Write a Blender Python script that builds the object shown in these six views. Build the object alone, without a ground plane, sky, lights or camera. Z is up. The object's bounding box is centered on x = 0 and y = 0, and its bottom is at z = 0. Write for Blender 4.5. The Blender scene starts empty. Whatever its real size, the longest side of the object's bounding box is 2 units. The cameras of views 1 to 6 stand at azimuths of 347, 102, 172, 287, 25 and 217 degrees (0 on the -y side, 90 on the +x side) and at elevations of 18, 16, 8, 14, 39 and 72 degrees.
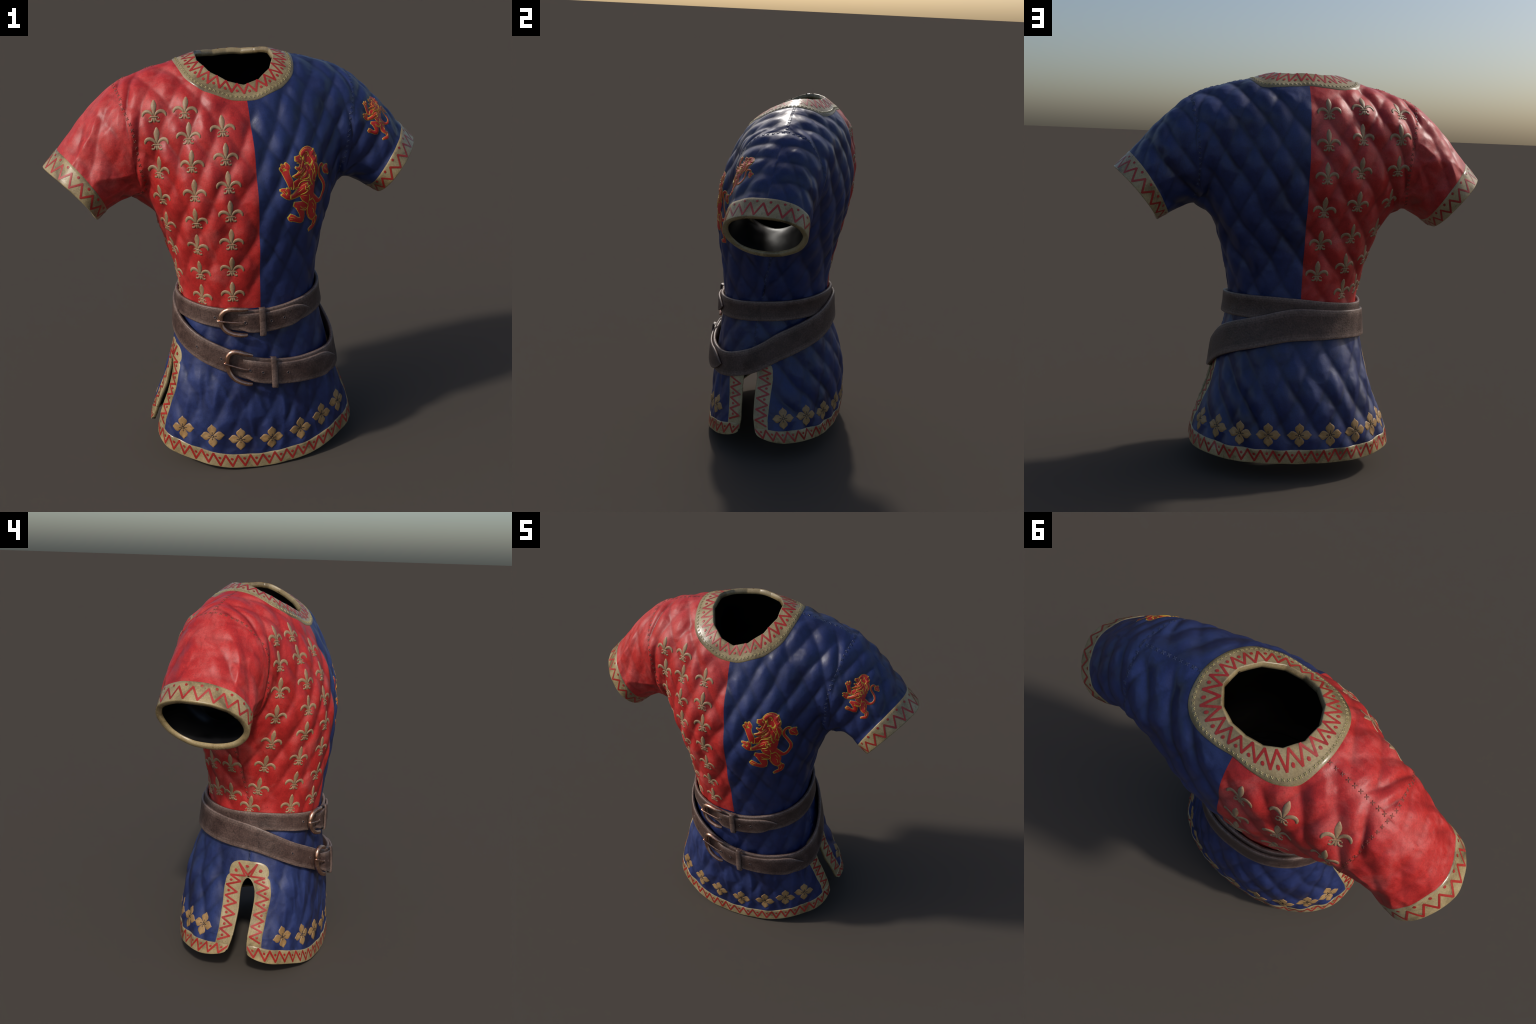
import bpy, bmesh, math, random
import numpy as np
from mathutils import Vector, noise
from mathutils.bvhtree import BVHTree

random.seed(7)
rng = np.random.default_rng(7)

# ------------------------------------------------------------------ helpers
def lerp(a, b, t):
    return a + (b - a) * t

def smoothstep(a, b, x):
    t = np.clip((np.asarray(x, float) - a) / (b - a), 0, 1)
    return t * t * (3 - 2 * t)

def crom(pts, t, closed=False):
    """Catmull-Rom through pts (n,d) at parameters t in [0, n-1] (or n if closed)."""
    P = np.asarray(pts, float)
    if P.ndim == 1:
        P = P[:, None]
    n = len(P)
    t = np.atleast_1d(np.asarray(t, float))
    if closed:
        k = np.floor(t).astype(int)
        f = (t - k)[:, None]
        g = lambda o: P[(k + o) % n]
    else:
        k = np.clip(np.floor(t).astype(int), 0, n - 2)
        f = (t - k)[:, None]
        ext = np.vstack([2 * P[0] - P[1], P, 2 * P[-1] - P[-2]])
        g = lambda o: ext[np.clip(k + 1 + o, 0, n + 1)]
    p0, p1, p2, p3 = g(-1), g(0), g(1), g(2)
    return 0.5 * (2 * p1 + (p2 - p0) * f + (2 * p0 - 5 * p1 + 4 * p2 - p3) * f ** 2
                  + (3 * p1 - p0 - 3 * p2 + p3) * f ** 3)

def pchip(xk, yk, x):
    """monotone cubic table lookup (xk ascending)."""
    xk = np.asarray(xk, float); yk = np.asarray(yk, float)
    h = np.diff(xk); d = np.diff(yk) / h
    m = np.zeros_like(yk)
    for i in range(1, len(xk) - 1):
        if d[i - 1] * d[i] > 0:
            w1 = 2 * h[i] + h[i - 1]; w2 = h[i] + 2 * h[i - 1]
            m[i] = (w1 + w2) / (w1 / d[i - 1] + w2 / d[i])
    m[0] = d[0]; m[-1] = d[-1]
    x = np.clip(np.asarray(x, float), xk[0], xk[-1])
    k = np.clip(np.searchsorted(xk, x) - 1, 0, len(h) - 1)
    t = (x - xk[k]) / h[k]
    h00 = 2*t**3 - 3*t**2 + 1; h10 = t**3 - 2*t**2 + t
    h01 = -2*t**3 + 3*t**2; h11 = t**3 - t**2
    return h00*yk[k] + h10*h[k]*m[k] + h01*yk[k+1] + h11*h[k]*m[k+1]

def by_arc(P, m):
    """resample an open polyline to m points evenly spaced along its length."""
    P = np.asarray(P, float)
    s = np.concatenate([[0], np.cumsum(np.linalg.norm(np.diff(P, axis=0), axis=1))])
    t = np.linspace(0, s[-1], m)
    return np.stack([np.interp(t, s, P[:, k]) for k in range(P.shape[1])], 1)

# ------------------------------------------------------------------ garment shape
# torso / skirt: half width, front and back depth, side-seam depth, by height
Z_HALF = ([0.0, .09, .18, .30, .41, .52, .62, .72, .80, .87, .95, 1.05, 1.15, 1.24, 1.30, 1.338],
          [.546, .536, .520, .478, .428, .402, .378, .357, .342, .338, .347, .370, .395, .420, .448, .486])
Z_FRONT = ([0.0, .10, .20, .37, .52, .66, .76, .86, .95, 1.0, 1.11, 1.2, 1.3, 1.338],
           [-.382, -.378, -.374, -.364, -.352, -.336, -.327, -.331, -.342, -.349, -.364, -.378, -.386, -.386])
Z_BACK = ([0.0, .10, .2, .26, .41, .515, .60, .70, .80, .90, 1.03, 1.13, 1.23, 1.338],
          [.394, .401, .407, .406, .396, .372, .342, .307, .284, .277, .287, .304, .326, .352])
Z_SIDE = ([0.0, .30, .55, .75, .9, 1.15, 1.338],
          [-.070, -.070, -.066, -.056, -.038, .010, .055])
# skirt slit edges (front panel, back panel)
Z_SLIT_F = ([0.0, .1, .22, .32, .41, .47, .52], [-.150, -.112, -.102, -.108, -.112, -.107, -.066])
Z_SLIT_B = ([0.0, .1, .22, .31, .40, .47, .52], [.080, .024, -.016, -.028, -.030, -.030, -.064])
N_SEC = 2.2
KA, KS, M = 6, 4, 8            # body columns each side, sleeve stations, yoke rows
TZ = [1.338, 1.285, 1.21, 1.12, 1.02, .92, .82, .72, .62, .52, .468, .37, .25]   # torso rows
NROW = 17                      # rows down to the hem
HEM_F = ([0, .2, .35, .45, .52], [.006, .016, .048, .080, .101])
HEM_B = ([0, .2, .35, .45, .52], [.100, .100, .100, .105, .112])

def quarter(z, side):
    """section from the side seam to the centre line (dense polyline, x>=0)."""
    a = float(pchip(*Z_HALF, z)); d = float(pchip(*(Z_FRONT if side == 0 else Z_BACK), z))
    ys = float(pchip(*Z_SIDE, z))
    if z < .5195:
        ys = float(pchip(*(Z_SLIT_F if side == 0 else Z_SLIT_B), z))
        if side == 0: a -= .018 * float(smoothstep(.45, .15, z))
    th = np.linspace(0, math.pi / 2, 200)
    n = N_SEC if side == 1 else lerp(2.02, N_SEC, float(smoothstep(.1, .5, z)))
    x = a * np.cos(th) ** (2 / n)
    y = ys + (d - ys) * np.sin(th) ** (2 / n)
    return np.stack([x, y, np.full_like(x, z)], 1)

# yoke: profiles of vertical cuts, (y, z) from armpit level to the shoulder ridge
CUT_X0 = [0, .14, .29, .425, .535]       # x at armpit level
CUT_X1 = [0, .14, .28, .415, .56]        # x at the ridge
RIDGE = [(.06, 2.045), (.062, 2.005), (.075, 1.963), (.085, 1.931), (.092, 1.876)]
CUT_F = [
 [(-.386,1.338),(-.379,1.45),(-.356,1.55),(-.316,1.65),(-.268,1.75),(-.216,1.82),(-.150,1.88),(-.05,1.965)],
 [(-.370,1.338),(-.365,1.45),(-.343,1.55),(-.307,1.65),(-.263,1.75),(-.205,1.83),(-.130,1.90),(-.04,1.96)],
 [(-.322,1.338),(-.326,1.43),(-.305,1.55),(-.268,1.66),(-.225,1.75),(-.172,1.83),(-.105,1.89),(-.03,1.935)],
 [(-.185,1.338),(-.207,1.42),(-.218,1.53),(-.208,1.65),(-.184,1.75),(-.138,1.82),(-.075,1.875),(0,1.914)],
 [(.055,1.338),(-.050,1.362),(-.132,1.44),(-.168,1.54),(-.170,1.64),(-.145,1.735),(-.090,1.805),(-.005,1.856)],
]
CUT_B = [
 [(.352,1.338),(.372,1.42),(.386,1.53),(.384,1.64),(.364,1.75),(.317,1.865),(.251,1.936),(.16,2.015)],
 [(.347,1.338),(.366,1.42),(.379,1.53),(.378,1.64),(.358,1.75),(.310,1.865),(.245,1.930),(.16,1.985)],
 [(.306,1.338),(.330,1.42),(.354,1.53),(.356,1.64),(.338,1.74),(.290,1.84),(.225,1.905),(.155,1.947)],
 [(.200,1.338),(.252,1.42),(.322,1.53),(.347,1.64),(.334,1.73),(.283,1.815),(.215,1.872),(.155,1.912)],
 [(.055,1.338),(.140,1.362),(.215,1.44),(.262,1.54),(.278,1.64),(.262,1.735),(.220,1.805),(.158,1.856)],
]
# sleeve stations: top (x,z), underarm (x,z), y of top, y of underarm, front and back reach
SLEEVE_TOP = [(.648,1.803),(.738,1.716),(.831,1.610),(.924,1.513)]
SLEEVE_BOT = [(.572,1.333),(.617,1.312),(.664,1.287),(.712,1.256)]
SLEEVE_YT = [.088, .082, .076, .072]
SLEEVE_YB = [.055, .053, .050, .046]
SLEEVE_F = [-.160, -.158, -.161, -.166]
SLEEVE_B = [.272, .270, .268, .268]

def yoke_grid(side):
    """(KA+1, M+1, 3) control positions for x>=0."""
    cuts = CUT_F if side == 0 else CUT_B
    prof = []
    for c, r in zip(cuts, RIDGE):
        P = crom(np.array(c + [r]), np.linspace(0, len(c), 160))
        prof.append(by_arc(P, M + 1))
    prof = np.array(prof)                                   # (5, M+1, 2)
    out = np.zeros((KA + 1, M + 1, 3))
    base = by_arc(quarter(1.338, side), KA + 1)[::-1]       # centre -> side
    for i in range(KA + 1):
        x0 = base[i, 0]; x1 = .56 * i / KA
        t0 = np.interp(x0, CUT_X0, range(5)); t1 = np.interp(x1, CUT_X1, range(5))
        for j in range(M + 1):
            f = j / M
            t = lerp(t0, t1, f)
            y, z = crom(prof[:, j], [t])[0]
            x = lerp(x0, x1, smoothstep(0, 1, f) * .5 + f * .5)
            out[i, j] = (x, y, z)
        out[i, 0] = base[i]
    out[KA, 0] = (.535, .055, 1.338)
    return out

def sleeve_grid(side):
    out = np.zeros((KS, M + 1, 3))
    for s in range(KS):
        t = np.array([SLEEVE_TOP[s][0], SLEEVE_YT[s], SLEEVE_TOP[s][1]])
        b = np.array([SLEEVE_BOT[s][0], SLEEVE_YB[s], SLEEVE_BOT[s][1]])
        reach = (SLEEVE_F if side == 0 else SLEEVE_B)[s]
        th = np.linspace(0, math.pi, 200)
        f = (1 - np.sign(np.cos(th)) * np.abs(np.cos(th)) ** .95) / 2
        f = f + .06 * np.sin(th) ** 2                       # fullest above the middle
        c = b[None] + (t - b)[None] * f[:, None]
        c[:, 1] = c[:, 1] + (reach - .5 * (t[1] + b[1])) * np.sin(th) ** .95
        pull = ((.012, .028, .045, .060), (.008, .020, .034, .046))[side][s]                  # mouth is hollowed fore and aft
        c += np.array([-1, 0, -.2])[None] * (pull * np.sin(th) ** 1.3)[:, None]
        out[s] = by_arc(c, M + 1)
    return out

def hem_z(side, x):
    return float(pchip(*(HEM_F if side == 0 else HEM_B), abs(x)))

def body_controls():
    """target position for every control key (side, i, j); seams merge sides."""
    pos = {}
    for side in (0, 1):
        yk = yoke_grid(side); sl = sleeve_grid(side)
        rows = {}
        for r in range(1, NROW + 1):
            if r < len(TZ):
                q = by_arc(quarter(TZ[r], side), KA + 1)[::-1]
            else:
                f = (r - len(TZ) + 1) / (NROW - len(TZ) + 1)
                q = np.zeros((KA + 1, 3))
                top = by_arc(quarter(TZ[-1], side), KA + 1)[::-1]
                for i in range(KA + 1):
                    zh = hem_z(side, lerp(top[i, 0], top[i, 0] * 1.13, f))
                    z = lerp(TZ[-1], zh, f)
                    if i == KA:
                        z = lerp(TZ[-1], .132 if side == 0 else .136, f)
                    q[i] = by_arc(quarter(z, side), KA + 1)[::-1][i]
                    q[i, 2] = z
            rows[-r] = q
        # ease the change from torso rows to yoke rows
        for i in range(KA):
            col = np.array([rows[-3][i], rows[-2][i], rows[-1][i]] + [yk[i, j] for j in range(6)])
            for _ in range(4 if i > 2 else 2):
                col[1:-1] = .25 * col[:-2] + .5 * col[1:-1] + .25 * col[2:]
            rows[-2][i], rows[-1][i] = col[1], col[2]
            for j in range(6): yk[i, j] = col[3 + j]
        for _ in range(2):                                   # and from body to sleeve
            row = np.concatenate([yk, sl])
            w = np.array([0, .1, .5, .9, .8, .6, .4, .3, .1])[None, :, None]
            sm = .25 * row[3:-2] + .5 * row[4:-1] + .25 * row[5:]
            row[4:-1] = lerp(row[4:-1], sm, w)
            yk, sl = row[:KA + 1], row[KA + 1:]
        for sx in (1, -1):
            for i in range(KA + 1):
                for j in range(M + 1):
                    pos[side, sx * i, j] = yk[i, j] * (sx, 1, 1)
                for j, q in rows.items():
                    pos[side, sx * i, j] = q[i] * (sx, 1, 1)
            for s in range(KS):
                for j in range(M + 1):
                    pos[side, sx * (KA + 1 + s), j] = sl[s, j] * (sx, 1, 1)
    return pos

SLIT_J = -9                                                  # row index of the slit top
def canon(k):
    s, i, j = k
    if s == 1:
        if abs(i) >= KA and (j == M or j == 0): return (0, i, j)
        if j == M: return (0, i, j)
        if abs(i) == KA and SLIT_J <= j < 0: return (0, i, j)
    return k

class Cage:
    def __init__(self):
        tgt = body_controls()
        ids, P = {}, []
        for k in sorted(tgt):
            c = canon(k)
            if c not in ids:
                ids[c] = len(P); P.append(tgt[c])
        faces, par = [], []
        for side in (0, 1):
            for i in range(-KA - KS, KA + KS):
                for j in range(-NROW, M):
                    if j < 0 and not (-KA <= i < KA): continue
                    ks = [(side, i, j), (side, i + 1, j), (side, i + 1, j + 1), (side, i, j + 1)]
                    f = [ids[canon(k)] for k in ks]
                    pp = [(k[1], k[2]) for k in ks]
                    if side == 1: f, pp = f[::-1], pp[::-1]
                    faces.append(f); par.append((side, pp))
        self.corner = [ids[canon((s, i, -NROW))] for s in (0, 1) for i in (-KA, KA)]
        self.P = np.array(P); self.F = np.array(faces)
        self.side = np.array([p[0] for p in par])
        self.par = np.array([p[1] for p in par], float)      # per face-corner (i, j)

class CC:
    """one Catmull-Clark step as reusable topology."""
    def __init__(self, F, nv, side, par):
        self.F, self.nv = F, nv
        n = len(F)
        e = np.stack([F, np.roll(F, -1, 1)], 2).reshape(-1, 2)
        es = np.sort(e, 1)
        u, inv, cnt = np.unique(es, axis=0, return_inverse=True, return_counts=True)
        inv = inv.reshape(-1)
        self.E, self.einv, self.ecnt = u, inv, cnt
        fe = inv.reshape(n, 4)
        vf = nv; ve = nv + n
        a = np.arange(n)
        quads, s2, p2 = [], [], []
        for c in range(4):
            quads.append(np.stack([F[:, c], ve + fe[:, c], vf + a, ve + fe[:, (c - 1) % 4]], 1))
            m0 = par[:, c]; m1 = (par[:, c] + par[:, (c + 1) % 4]) / 2
            mc = par.mean(1); m3 = (par[:, c] + par[:, (c - 1) % 4]) / 2
            p2.append(np.stack([m0, m1, mc, m3], 1)); s2.append(side)
        self.newF = np.concatenate(quads); self.newside = np.concatenate(s2)
        self.newpar = np.concatenate(p2); self.newn = ve + len(u)
        self.bound = cnt == 1
    def __call__(self, X):
        F, E = self.F, self.E
        fp = X[F].mean(1)
        acc = np.zeros((len(E), X.shape[1]))
        np.add.at(acc, self.einv, np.repeat(fp, 4, 0))
        mid = (X[E[:, 0]] + X[E[:, 1]]) / 2
        ep = np.where(self.bound[:, None], mid, (2 * mid + acc) / 4)
        nv = self.nv
        val = np.zeros(nv); np.add.at(val, E.ravel(), 1)
        fv = np.zeros(nv); np.add.at(fv, F.ravel(), 1)
        Q = np.zeros_like(X[:nv]); np.add.at(Q, F.ravel(), np.repeat(fp, 4, 0)); Q /= fv[:, None]
        R = np.zeros_like(Q); np.add.at(R, E[:, 0], mid); np.add.at(R, E[:, 1], mid); R /= val[:, None]
        vn = (Q + 2 * R + (val[:, None] - 3) * X) / val[:, None]
        b = E[self.bound]
        bs = np.zeros_like(Q); bc = np.zeros(nv)
        np.add.at(bs, b[:, 0], X[b[:, 1]]); np.add.at(bs, b[:, 1], X[b[:, 0]])
        np.add.at(bc, b.ravel(), 1)
        m = bc > 0
        vn[m] = .75 * X[m] + .25 * bs[m] / bc[m][:, None]
        return np.vstack([vn, fp, ep])

LEVEL = 4
def build_surface():
    cage = Cage()
    F, n, side, par = cage.F, len(cage.P), cage.side, cage.par
    steps = []
    for _ in range(LEVEL):
        c = CC(F, n, side, par); steps.append(c)
        F, n, side, par = c.newF, c.newn, c.newside, c.newpar
    ctl = cage.P.copy(); tgt = cage.P
    for it in range(7):                                      # pull the limit surface onto the targets
        X = ctl
        for c in steps[:3]: X = c(X)
        d = .8 * (tgt - X[:len(tgt)])
        d[cage.corner] = 0
        ctl = ctl + d
    X = ctl
    for k, c in enumerate(steps):
        X = c(X)
        if k == LEVEL - 2: coarse = (X, c.newF)
    return X, F, side, par, coarse

X0, FQ, FSIDE, FPAR, (LIN_X, LIN_F) = build_surface()
SUB = 2 ** LEVEL
IOFF, JOFF = (KA + KS) * SUB, NROW * SUB
VID = np.full((2, 2 * IOFF + 1, (NROW + M) * SUB + 1), -1, int)
ii = np.rint(FPAR[:, :, 0] * SUB).astype(int) + IOFF
jj = np.rint(FPAR[:, :, 1] * SUB).astype(int) + JOFF
VID[np.repeat(FSIDE[:, None], 4, 1), ii, jj] = FQ

def vertex_normals(X, F):
    d1 = X[F[:, 2]] - X[F[:, 0]]; d2 = X[F[:, 3]] - X[F[:, 1]]
    fn = np.cross(d1, d2)
    N = np.zeros_like(X)
    for c in range(4): np.add.at(N, F[:, c], fn)
    return N / np.maximum(np.linalg.norm(N, axis=1), 1e-12)[:, None]
N0 = vertex_normals(X0, FQ)

# ------------------------------------------------------------------ quilting and folds
GI, GJ = VID.shape[1], VID.shape[2]
IV = (np.arange(GI) - IOFF) / SUB
JV = (np.arange(GJ) - JOFF) / SUB
J0 = JOFF                                                     # armpit row
def wrap_coords():
    """cloth coordinates (metres across from the centre line, metres along) per vertex."""
    U = np.zeros(len(X0)); V = np.zeros(len(X0)); back = np.zeros(len(X0))
    for side in (0, 1):
        G = VID[side]
        for j in range(GJ):
            for sgn in (1, -1):
                ids = G[IOFF:, j] if sgn > 0 else G[:IOFF + 1, j][::-1]
                ids = ids[ids >= 0]
                d = np.linalg.norm(np.diff(X0[ids], axis=0), axis=1)
                U[ids] = sgn * np.concatenate([[0], np.cumsum(d)])
        for i in range(GI):
            up = G[i, J0:]
            if up[0] >= 0:
                d = np.linalg.norm(np.diff(X0[up], axis=0), axis=1)
                base = X0[up[0], 2]
                V[up] = base + np.concatenate([[0], np.cumsum(d)])
            dn = G[i, :J0]; ok = dn >= 0
            V[dn[ok]] = X0[dn[ok], 2]
        back[G[G >= 0]] += side
    return U, V

UU, VV = wrap_coords()
isback = np.zeros(len(X0))
for s in (0, 1):
    g = VID[s]; isback[g[g >= 0]] = np.maximum(isback[g[g >= 0]], s)
seam = np.zeros(len(X0))
PI_ = np.zeros((len(X0), 2))
for s in (0, 1):
    a, b = np.nonzero(VID[s] >= 0)
    PI_[VID[s][a, b], 0] = IV[a]; PI_[VID[s][a, b], 1] = JV[b]
PIA, PJ = np.abs(PI_[:, 0]), PI_[:, 1]

def ripple(t, sharp=.75):
    s = np.sin(math.pi * t)
    return np.sqrt(s * s + .035) - .187

def fbm(P, s, seed):
    o = Vector((seed * 13.7, seed * 5.1, seed * 9.3))
    return np.array([noise.noise(Vector(p) * s + o) for p in P.tolist()])

n_warp1 = fbm(X0, 5.0, 1); n_warp2 = fbm(X0, 5.0, 2); n_big = fbm(X0, 9.0, 3)
Q3 = np.stack([UU * 15, VV * 4.2, isback * 7 + n_warp1 * .7], 1)
n_pleat = fbm(Q3, 1.0, 4)                                      # upright folds
AX = .78 * np.abs(X0[:, 0]) - .62 * X0[:, 2]; CX = .62 * np.abs(X0[:, 0]) + .78 * X0[:, 2]
Q4 = np.stack([AX * 3.6 + X0[:, 1] * 2 + np.sign(X0[:, 0]) * 5, X0[:, 1] * 8 + AX * 2, CX * 8 + n_warp2 * .6], 1)
n_sleeve = fbm(Q4, 1.0, 5)                                     # folds running down the arm
n_sleeve2 = fbm(Q4 * 1.9, 1.0, 6)
n_fine = fbm(X0 * np.array([1, 1, .7]), 24.0, 8); n_fine2 = fbm(X0, 55.0, 9)

def displacement():
    u = UU + .024 * n_warp1; v = VV + .028 * n_warp2
    front = isback < .5
    # lattice of stitched lines: node + two line directions
    nu = np.where(front, .118, .345); nv = np.where(front, 1.728, 1.757)
    ax = np.where(front, .068, -.073); az = np.where(front, -.112, -.104)
    bx = np.where(front, -.064, .065); bz = np.where(front, -.124, -.122)
    du, dv = u - nu, v - nv
    det = ax * bz - az * bx
    m = (du * bz - dv * bx) / det
    n = (dv * ax - du * az) / det
    wa = np.where(front, .42, .75); wb = np.where(front, .52, .32)
    pn, pm = ripple(n), ripple(m)
    q = wa * pn + wb * pm + .35 * pn * pm - (wa + wb) * .55 - .11
    amp = .0190 * (1 + .45 * n_big)
    sleeve = smoothstep(5.6, 6.6, PIA) * (PJ >= 0)
    red_sleeve = sleeve * (PI_[:, 0] < 0)
    skirt = smoothstep(-7.5, -10, PJ)
    up = PJ >= 0
    amp = amp * np.where(up, lerp(.35, 1, smoothstep(0, 1.0, M - PJ)), 1)
    amp = amp * np.where(up, 1 - smoothstep(5, 6.3, PIA) * (1 - smoothstep(0, 1.3, PJ)), 1)
    amp = amp * (1 - .2 * sleeve) * (1 - .40 * red_sleeve) * (1 - .35 * skirt * front)
    d = amp * q
    ridge = lambda x: 1 - 2.2 * np.abs(x)
    d = d + .0100 * (sleeve * .45 + red_sleeve * .65) * (ridge(n_sleeve) - .55) + .0018 * red_sleeve * ridge(n_sleeve2)
    fr = skirt * (.35 + .65 * front)
    d = d + .0065 * fr * (ridge(n_pleat) - .55)
    # pulled in creases under the arms
    d = d + .004 * smoothstep(3.5, 5.5, PIA) * smoothstep(3.5, 1, PJ) * smoothstep(-5, -2, PJ) * (ridge(n_sleeve) - .5)
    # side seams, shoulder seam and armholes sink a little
    d = d - .004 * np.exp(-((PIA - 6) / .13) ** 2) * smoothstep(1, -.5, PJ)
    # trimmed edges lie flatter
    flat = 1 - .72 * smoothstep(-NROW + 2.2, -NROW + 1.0, PJ)
    flat *= 1 - .72 * smoothstep(KA + KS - 1.3, KA + KS - .5, PIA)
    r = np.hypot(X0[:, 0], X0[:, 1] - .03)
    flat *= 1 - .85 * smoothstep(.315, .27, r) * (X0[:, 2] > 1.6)
    nearslit = smoothstep(KA - 1.6, KA - .8, PIA) * smoothstep(SLIT_J + 2.2, SLIT_J + .8, PJ)
    flat *= 1 - .6 * nearslit
    flat *= 1 - .45 * smoothstep(-9.5, -8, PJ) * smoothstep(-3.2, -4.6, PJ)        # pressed under the belts
    return d * flat

DISP = displacement()
X1 = X0 + N0 * (.60 * DISP)[:, None]
XS = X0 + N0 * (1.12 * DISP + .0016 * (1 - 2 * np.abs(n_fine)) + .0005 * n_fine2)[:, None]                         # softer body, crisper shading normals
# the seam between the two tinctures and the ground contact stay true
X1[:, 2] = np.maximum(X1[:, 2], .003)
N1 = vertex_normals(X1, FQ)
NSH = vertex_normals(XS, FQ)

# neck opening: twelve-sided, measured about the point (0, .03)
NECK_C = np.array([0, .03])
NECK_IN = [(-90, .211), (-69, .208), (-44, .198), (-15, .191), (14, .188), (40, .178), (64, .168), (90, .162)]
NECK_OUT = [(-90, .263), (-72, .269), (-55, .281), (-36, .291), (-10, .282), (14, .289), (34, .302), (48, .285), (66, .250), (90, .226)]
def mirror_ring(tab):
    full = list(tab) + [(180 - a, r) for a, r in tab[::-1] if abs(a) != 90]
    return full
def ring_poly(tab):
    return np.array([[NECK_C[0] + r * math.cos(math.radians(a)), NECK_C[1] + r * math.sin(math.radians(a))]
                     for a, r in mirror_ring(tab)])
NECK_POLY = ring_poly(NECK_IN)
def poly_r(poly, phi):
    """radius of a closed polygon about NECK_C in direction phi."""
    P = poly - NECK_C; Q = np.roll(P, -1, 0)
    d = np.array([math.cos(phi), math.sin(phi)])
    best = None
    for a, b in zip(P, Q):
        e = b - a
        den = d[0] * e[1] - d[1] * e[0]
        if abs(den) < 1e-9: continue
        t = (a[0] * e[1] - a[1] * e[0]) / den
        s = (a[0] * d[1] - a[1] * d[0]) / den
        if t > 0 and -1e-6 <= s <= 1 + 1e-6: best = t if best is None else min(best, t)
    return best
PHI = np.linspace(-math.pi, math.pi, 721)
R_IN = np.array([poly_r(NECK_POLY, p) for p in PHI])
R_OUT = crom(np.array([r for a, r in mirror_ring(NECK_OUT)]),
             np.interp((np.degrees(PHI) + 90) % 360, [(a + 90) for a, r in mirror_ring(NECK_OUT)] + [360],
                       range(len(mirror_ring(NECK_OUT)) + 1)), closed=True)[:, 0]
for _ in range(30):
    R_OUT = .25 * np.roll(R_OUT, 1) + .5 * R_OUT + .25 * np.roll(R_OUT, -1)
fc = X1[FQ].mean(1)
rel = fc[:, :2] - NECK_C
neck_r = np.interp(np.arctan2(rel[:, 1], rel[:, 0]), PHI, R_IN)
in_neck = (np.hypot(rel[:, 0], rel[:, 1]) < neck_r + .012) & (fc[:, 2] > 1.6)

BV = BVHTree.FromPolygons(X1.tolist(), FQ[~in_neck].tolist())
BVF = FQ[~in_neck]
BV_ALL = BVHTree.FromPolygons(X1.tolist(), FQ.tolist())
BV_SMOOTH = BVHTree.FromPolygons(X0.tolist(), FQ.tolist())

def nrm(v):
    v = np.asarray(v, float)
    return v / max(np.linalg.norm(v), 1e-12)

def cast(o, d, smooth=False, reach=None):
    bv = BV_SMOOTH if smooth else BV_ALL
    h = bv.ray_cast(Vector(o), Vector(d))
    if h[0] is None or (reach and h[3] > 1.8 * reach):        # slipped past an edge
        h = bv.find_nearest(Vector(o) + Vector(d) * (reach or .3))
    f = FQ[h[2]]
    p = np.array(h[0])
    w = 1 / (np.linalg.norm((X0 if smooth else X1)[f] - p, axis=1) + 1e-4)
    nn = nrm(((N0 if smooth else N1)[f] * w[:, None]).sum(0))
    return p, nn

def S(side, i, j):
    """bilinear lookup of the finished cloth surface by control coordinates."""
    a = np.clip(i * SUB + IOFF, 0, GI - 1.0001); b = np.clip(j * SUB + JOFF, 0, GJ - 1.0001)
    a0, b0 = int(a), int(b); fa, fb = a - a0, b - b0
    ids = [VID[side][a0, b0], VID[side][a0 + 1, b0], VID[side][a0, b0 + 1], VID[side][a0 + 1, b0 + 1]]
    w = [(1 - fa) * (1 - fb), fa * (1 - fb), (1 - fa) * fb, fa * fb]
    p = np.zeros(3); n = np.zeros(3); t = 0
    for k, ww in zip(ids, w):
        if k >= 0 and ww > 0:
            p += X1[k] * ww; n += N1[k] * ww; t += ww
    return p / t, nrm(n)

# ------------------------------------------------------------------ materials
def new_mat(name):
    m = bpy.data.materials.new(name); m.use_nodes = True
    nt = m.node_tree; nt.nodes.clear()
    out = nt.nodes.new('ShaderNodeOutputMaterial')
    b = nt.nodes.new('ShaderNodeBsdfPrincipled')
    nt.links.new(b.outputs[0], out.inputs[0])
    return m, nt, b

def node(nt, kind, **kw):
    n = nt.nodes.new(kind)
    for k, v in kw.items():
        if k in ('ins',):
            for a, x in v.items(): n.inputs[a].default_value = x
        else: setattr(n, k, v)
    return n

def noise_tex(nt, scale, detail=4, rough=.55, dist=0, vec=None):
    n = node(nt, 'ShaderNodeTexNoise', ins={'Scale': scale, 'Detail': detail, 'Roughness': rough, 'Distortion': dist})
    if vec is not None: nt.links.new(vec, n.inputs['Vector'])
    return n

def ramp(nt, src, stops):
    r = node(nt, 'ShaderNodeValToRGB')
    el = r.color_ramp.elements
    el[0].position, el[0].color = stops[0][0], (*stops[0][1], 1)
    el[1].position, el[1].color = stops[-1][0], (*stops[-1][1], 1)
    for p, c in stops[1:-1]:
        e = el.new(p); e.color = (*c, 1)
    nt.links.new(src, r.inputs[0])
    return r

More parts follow.
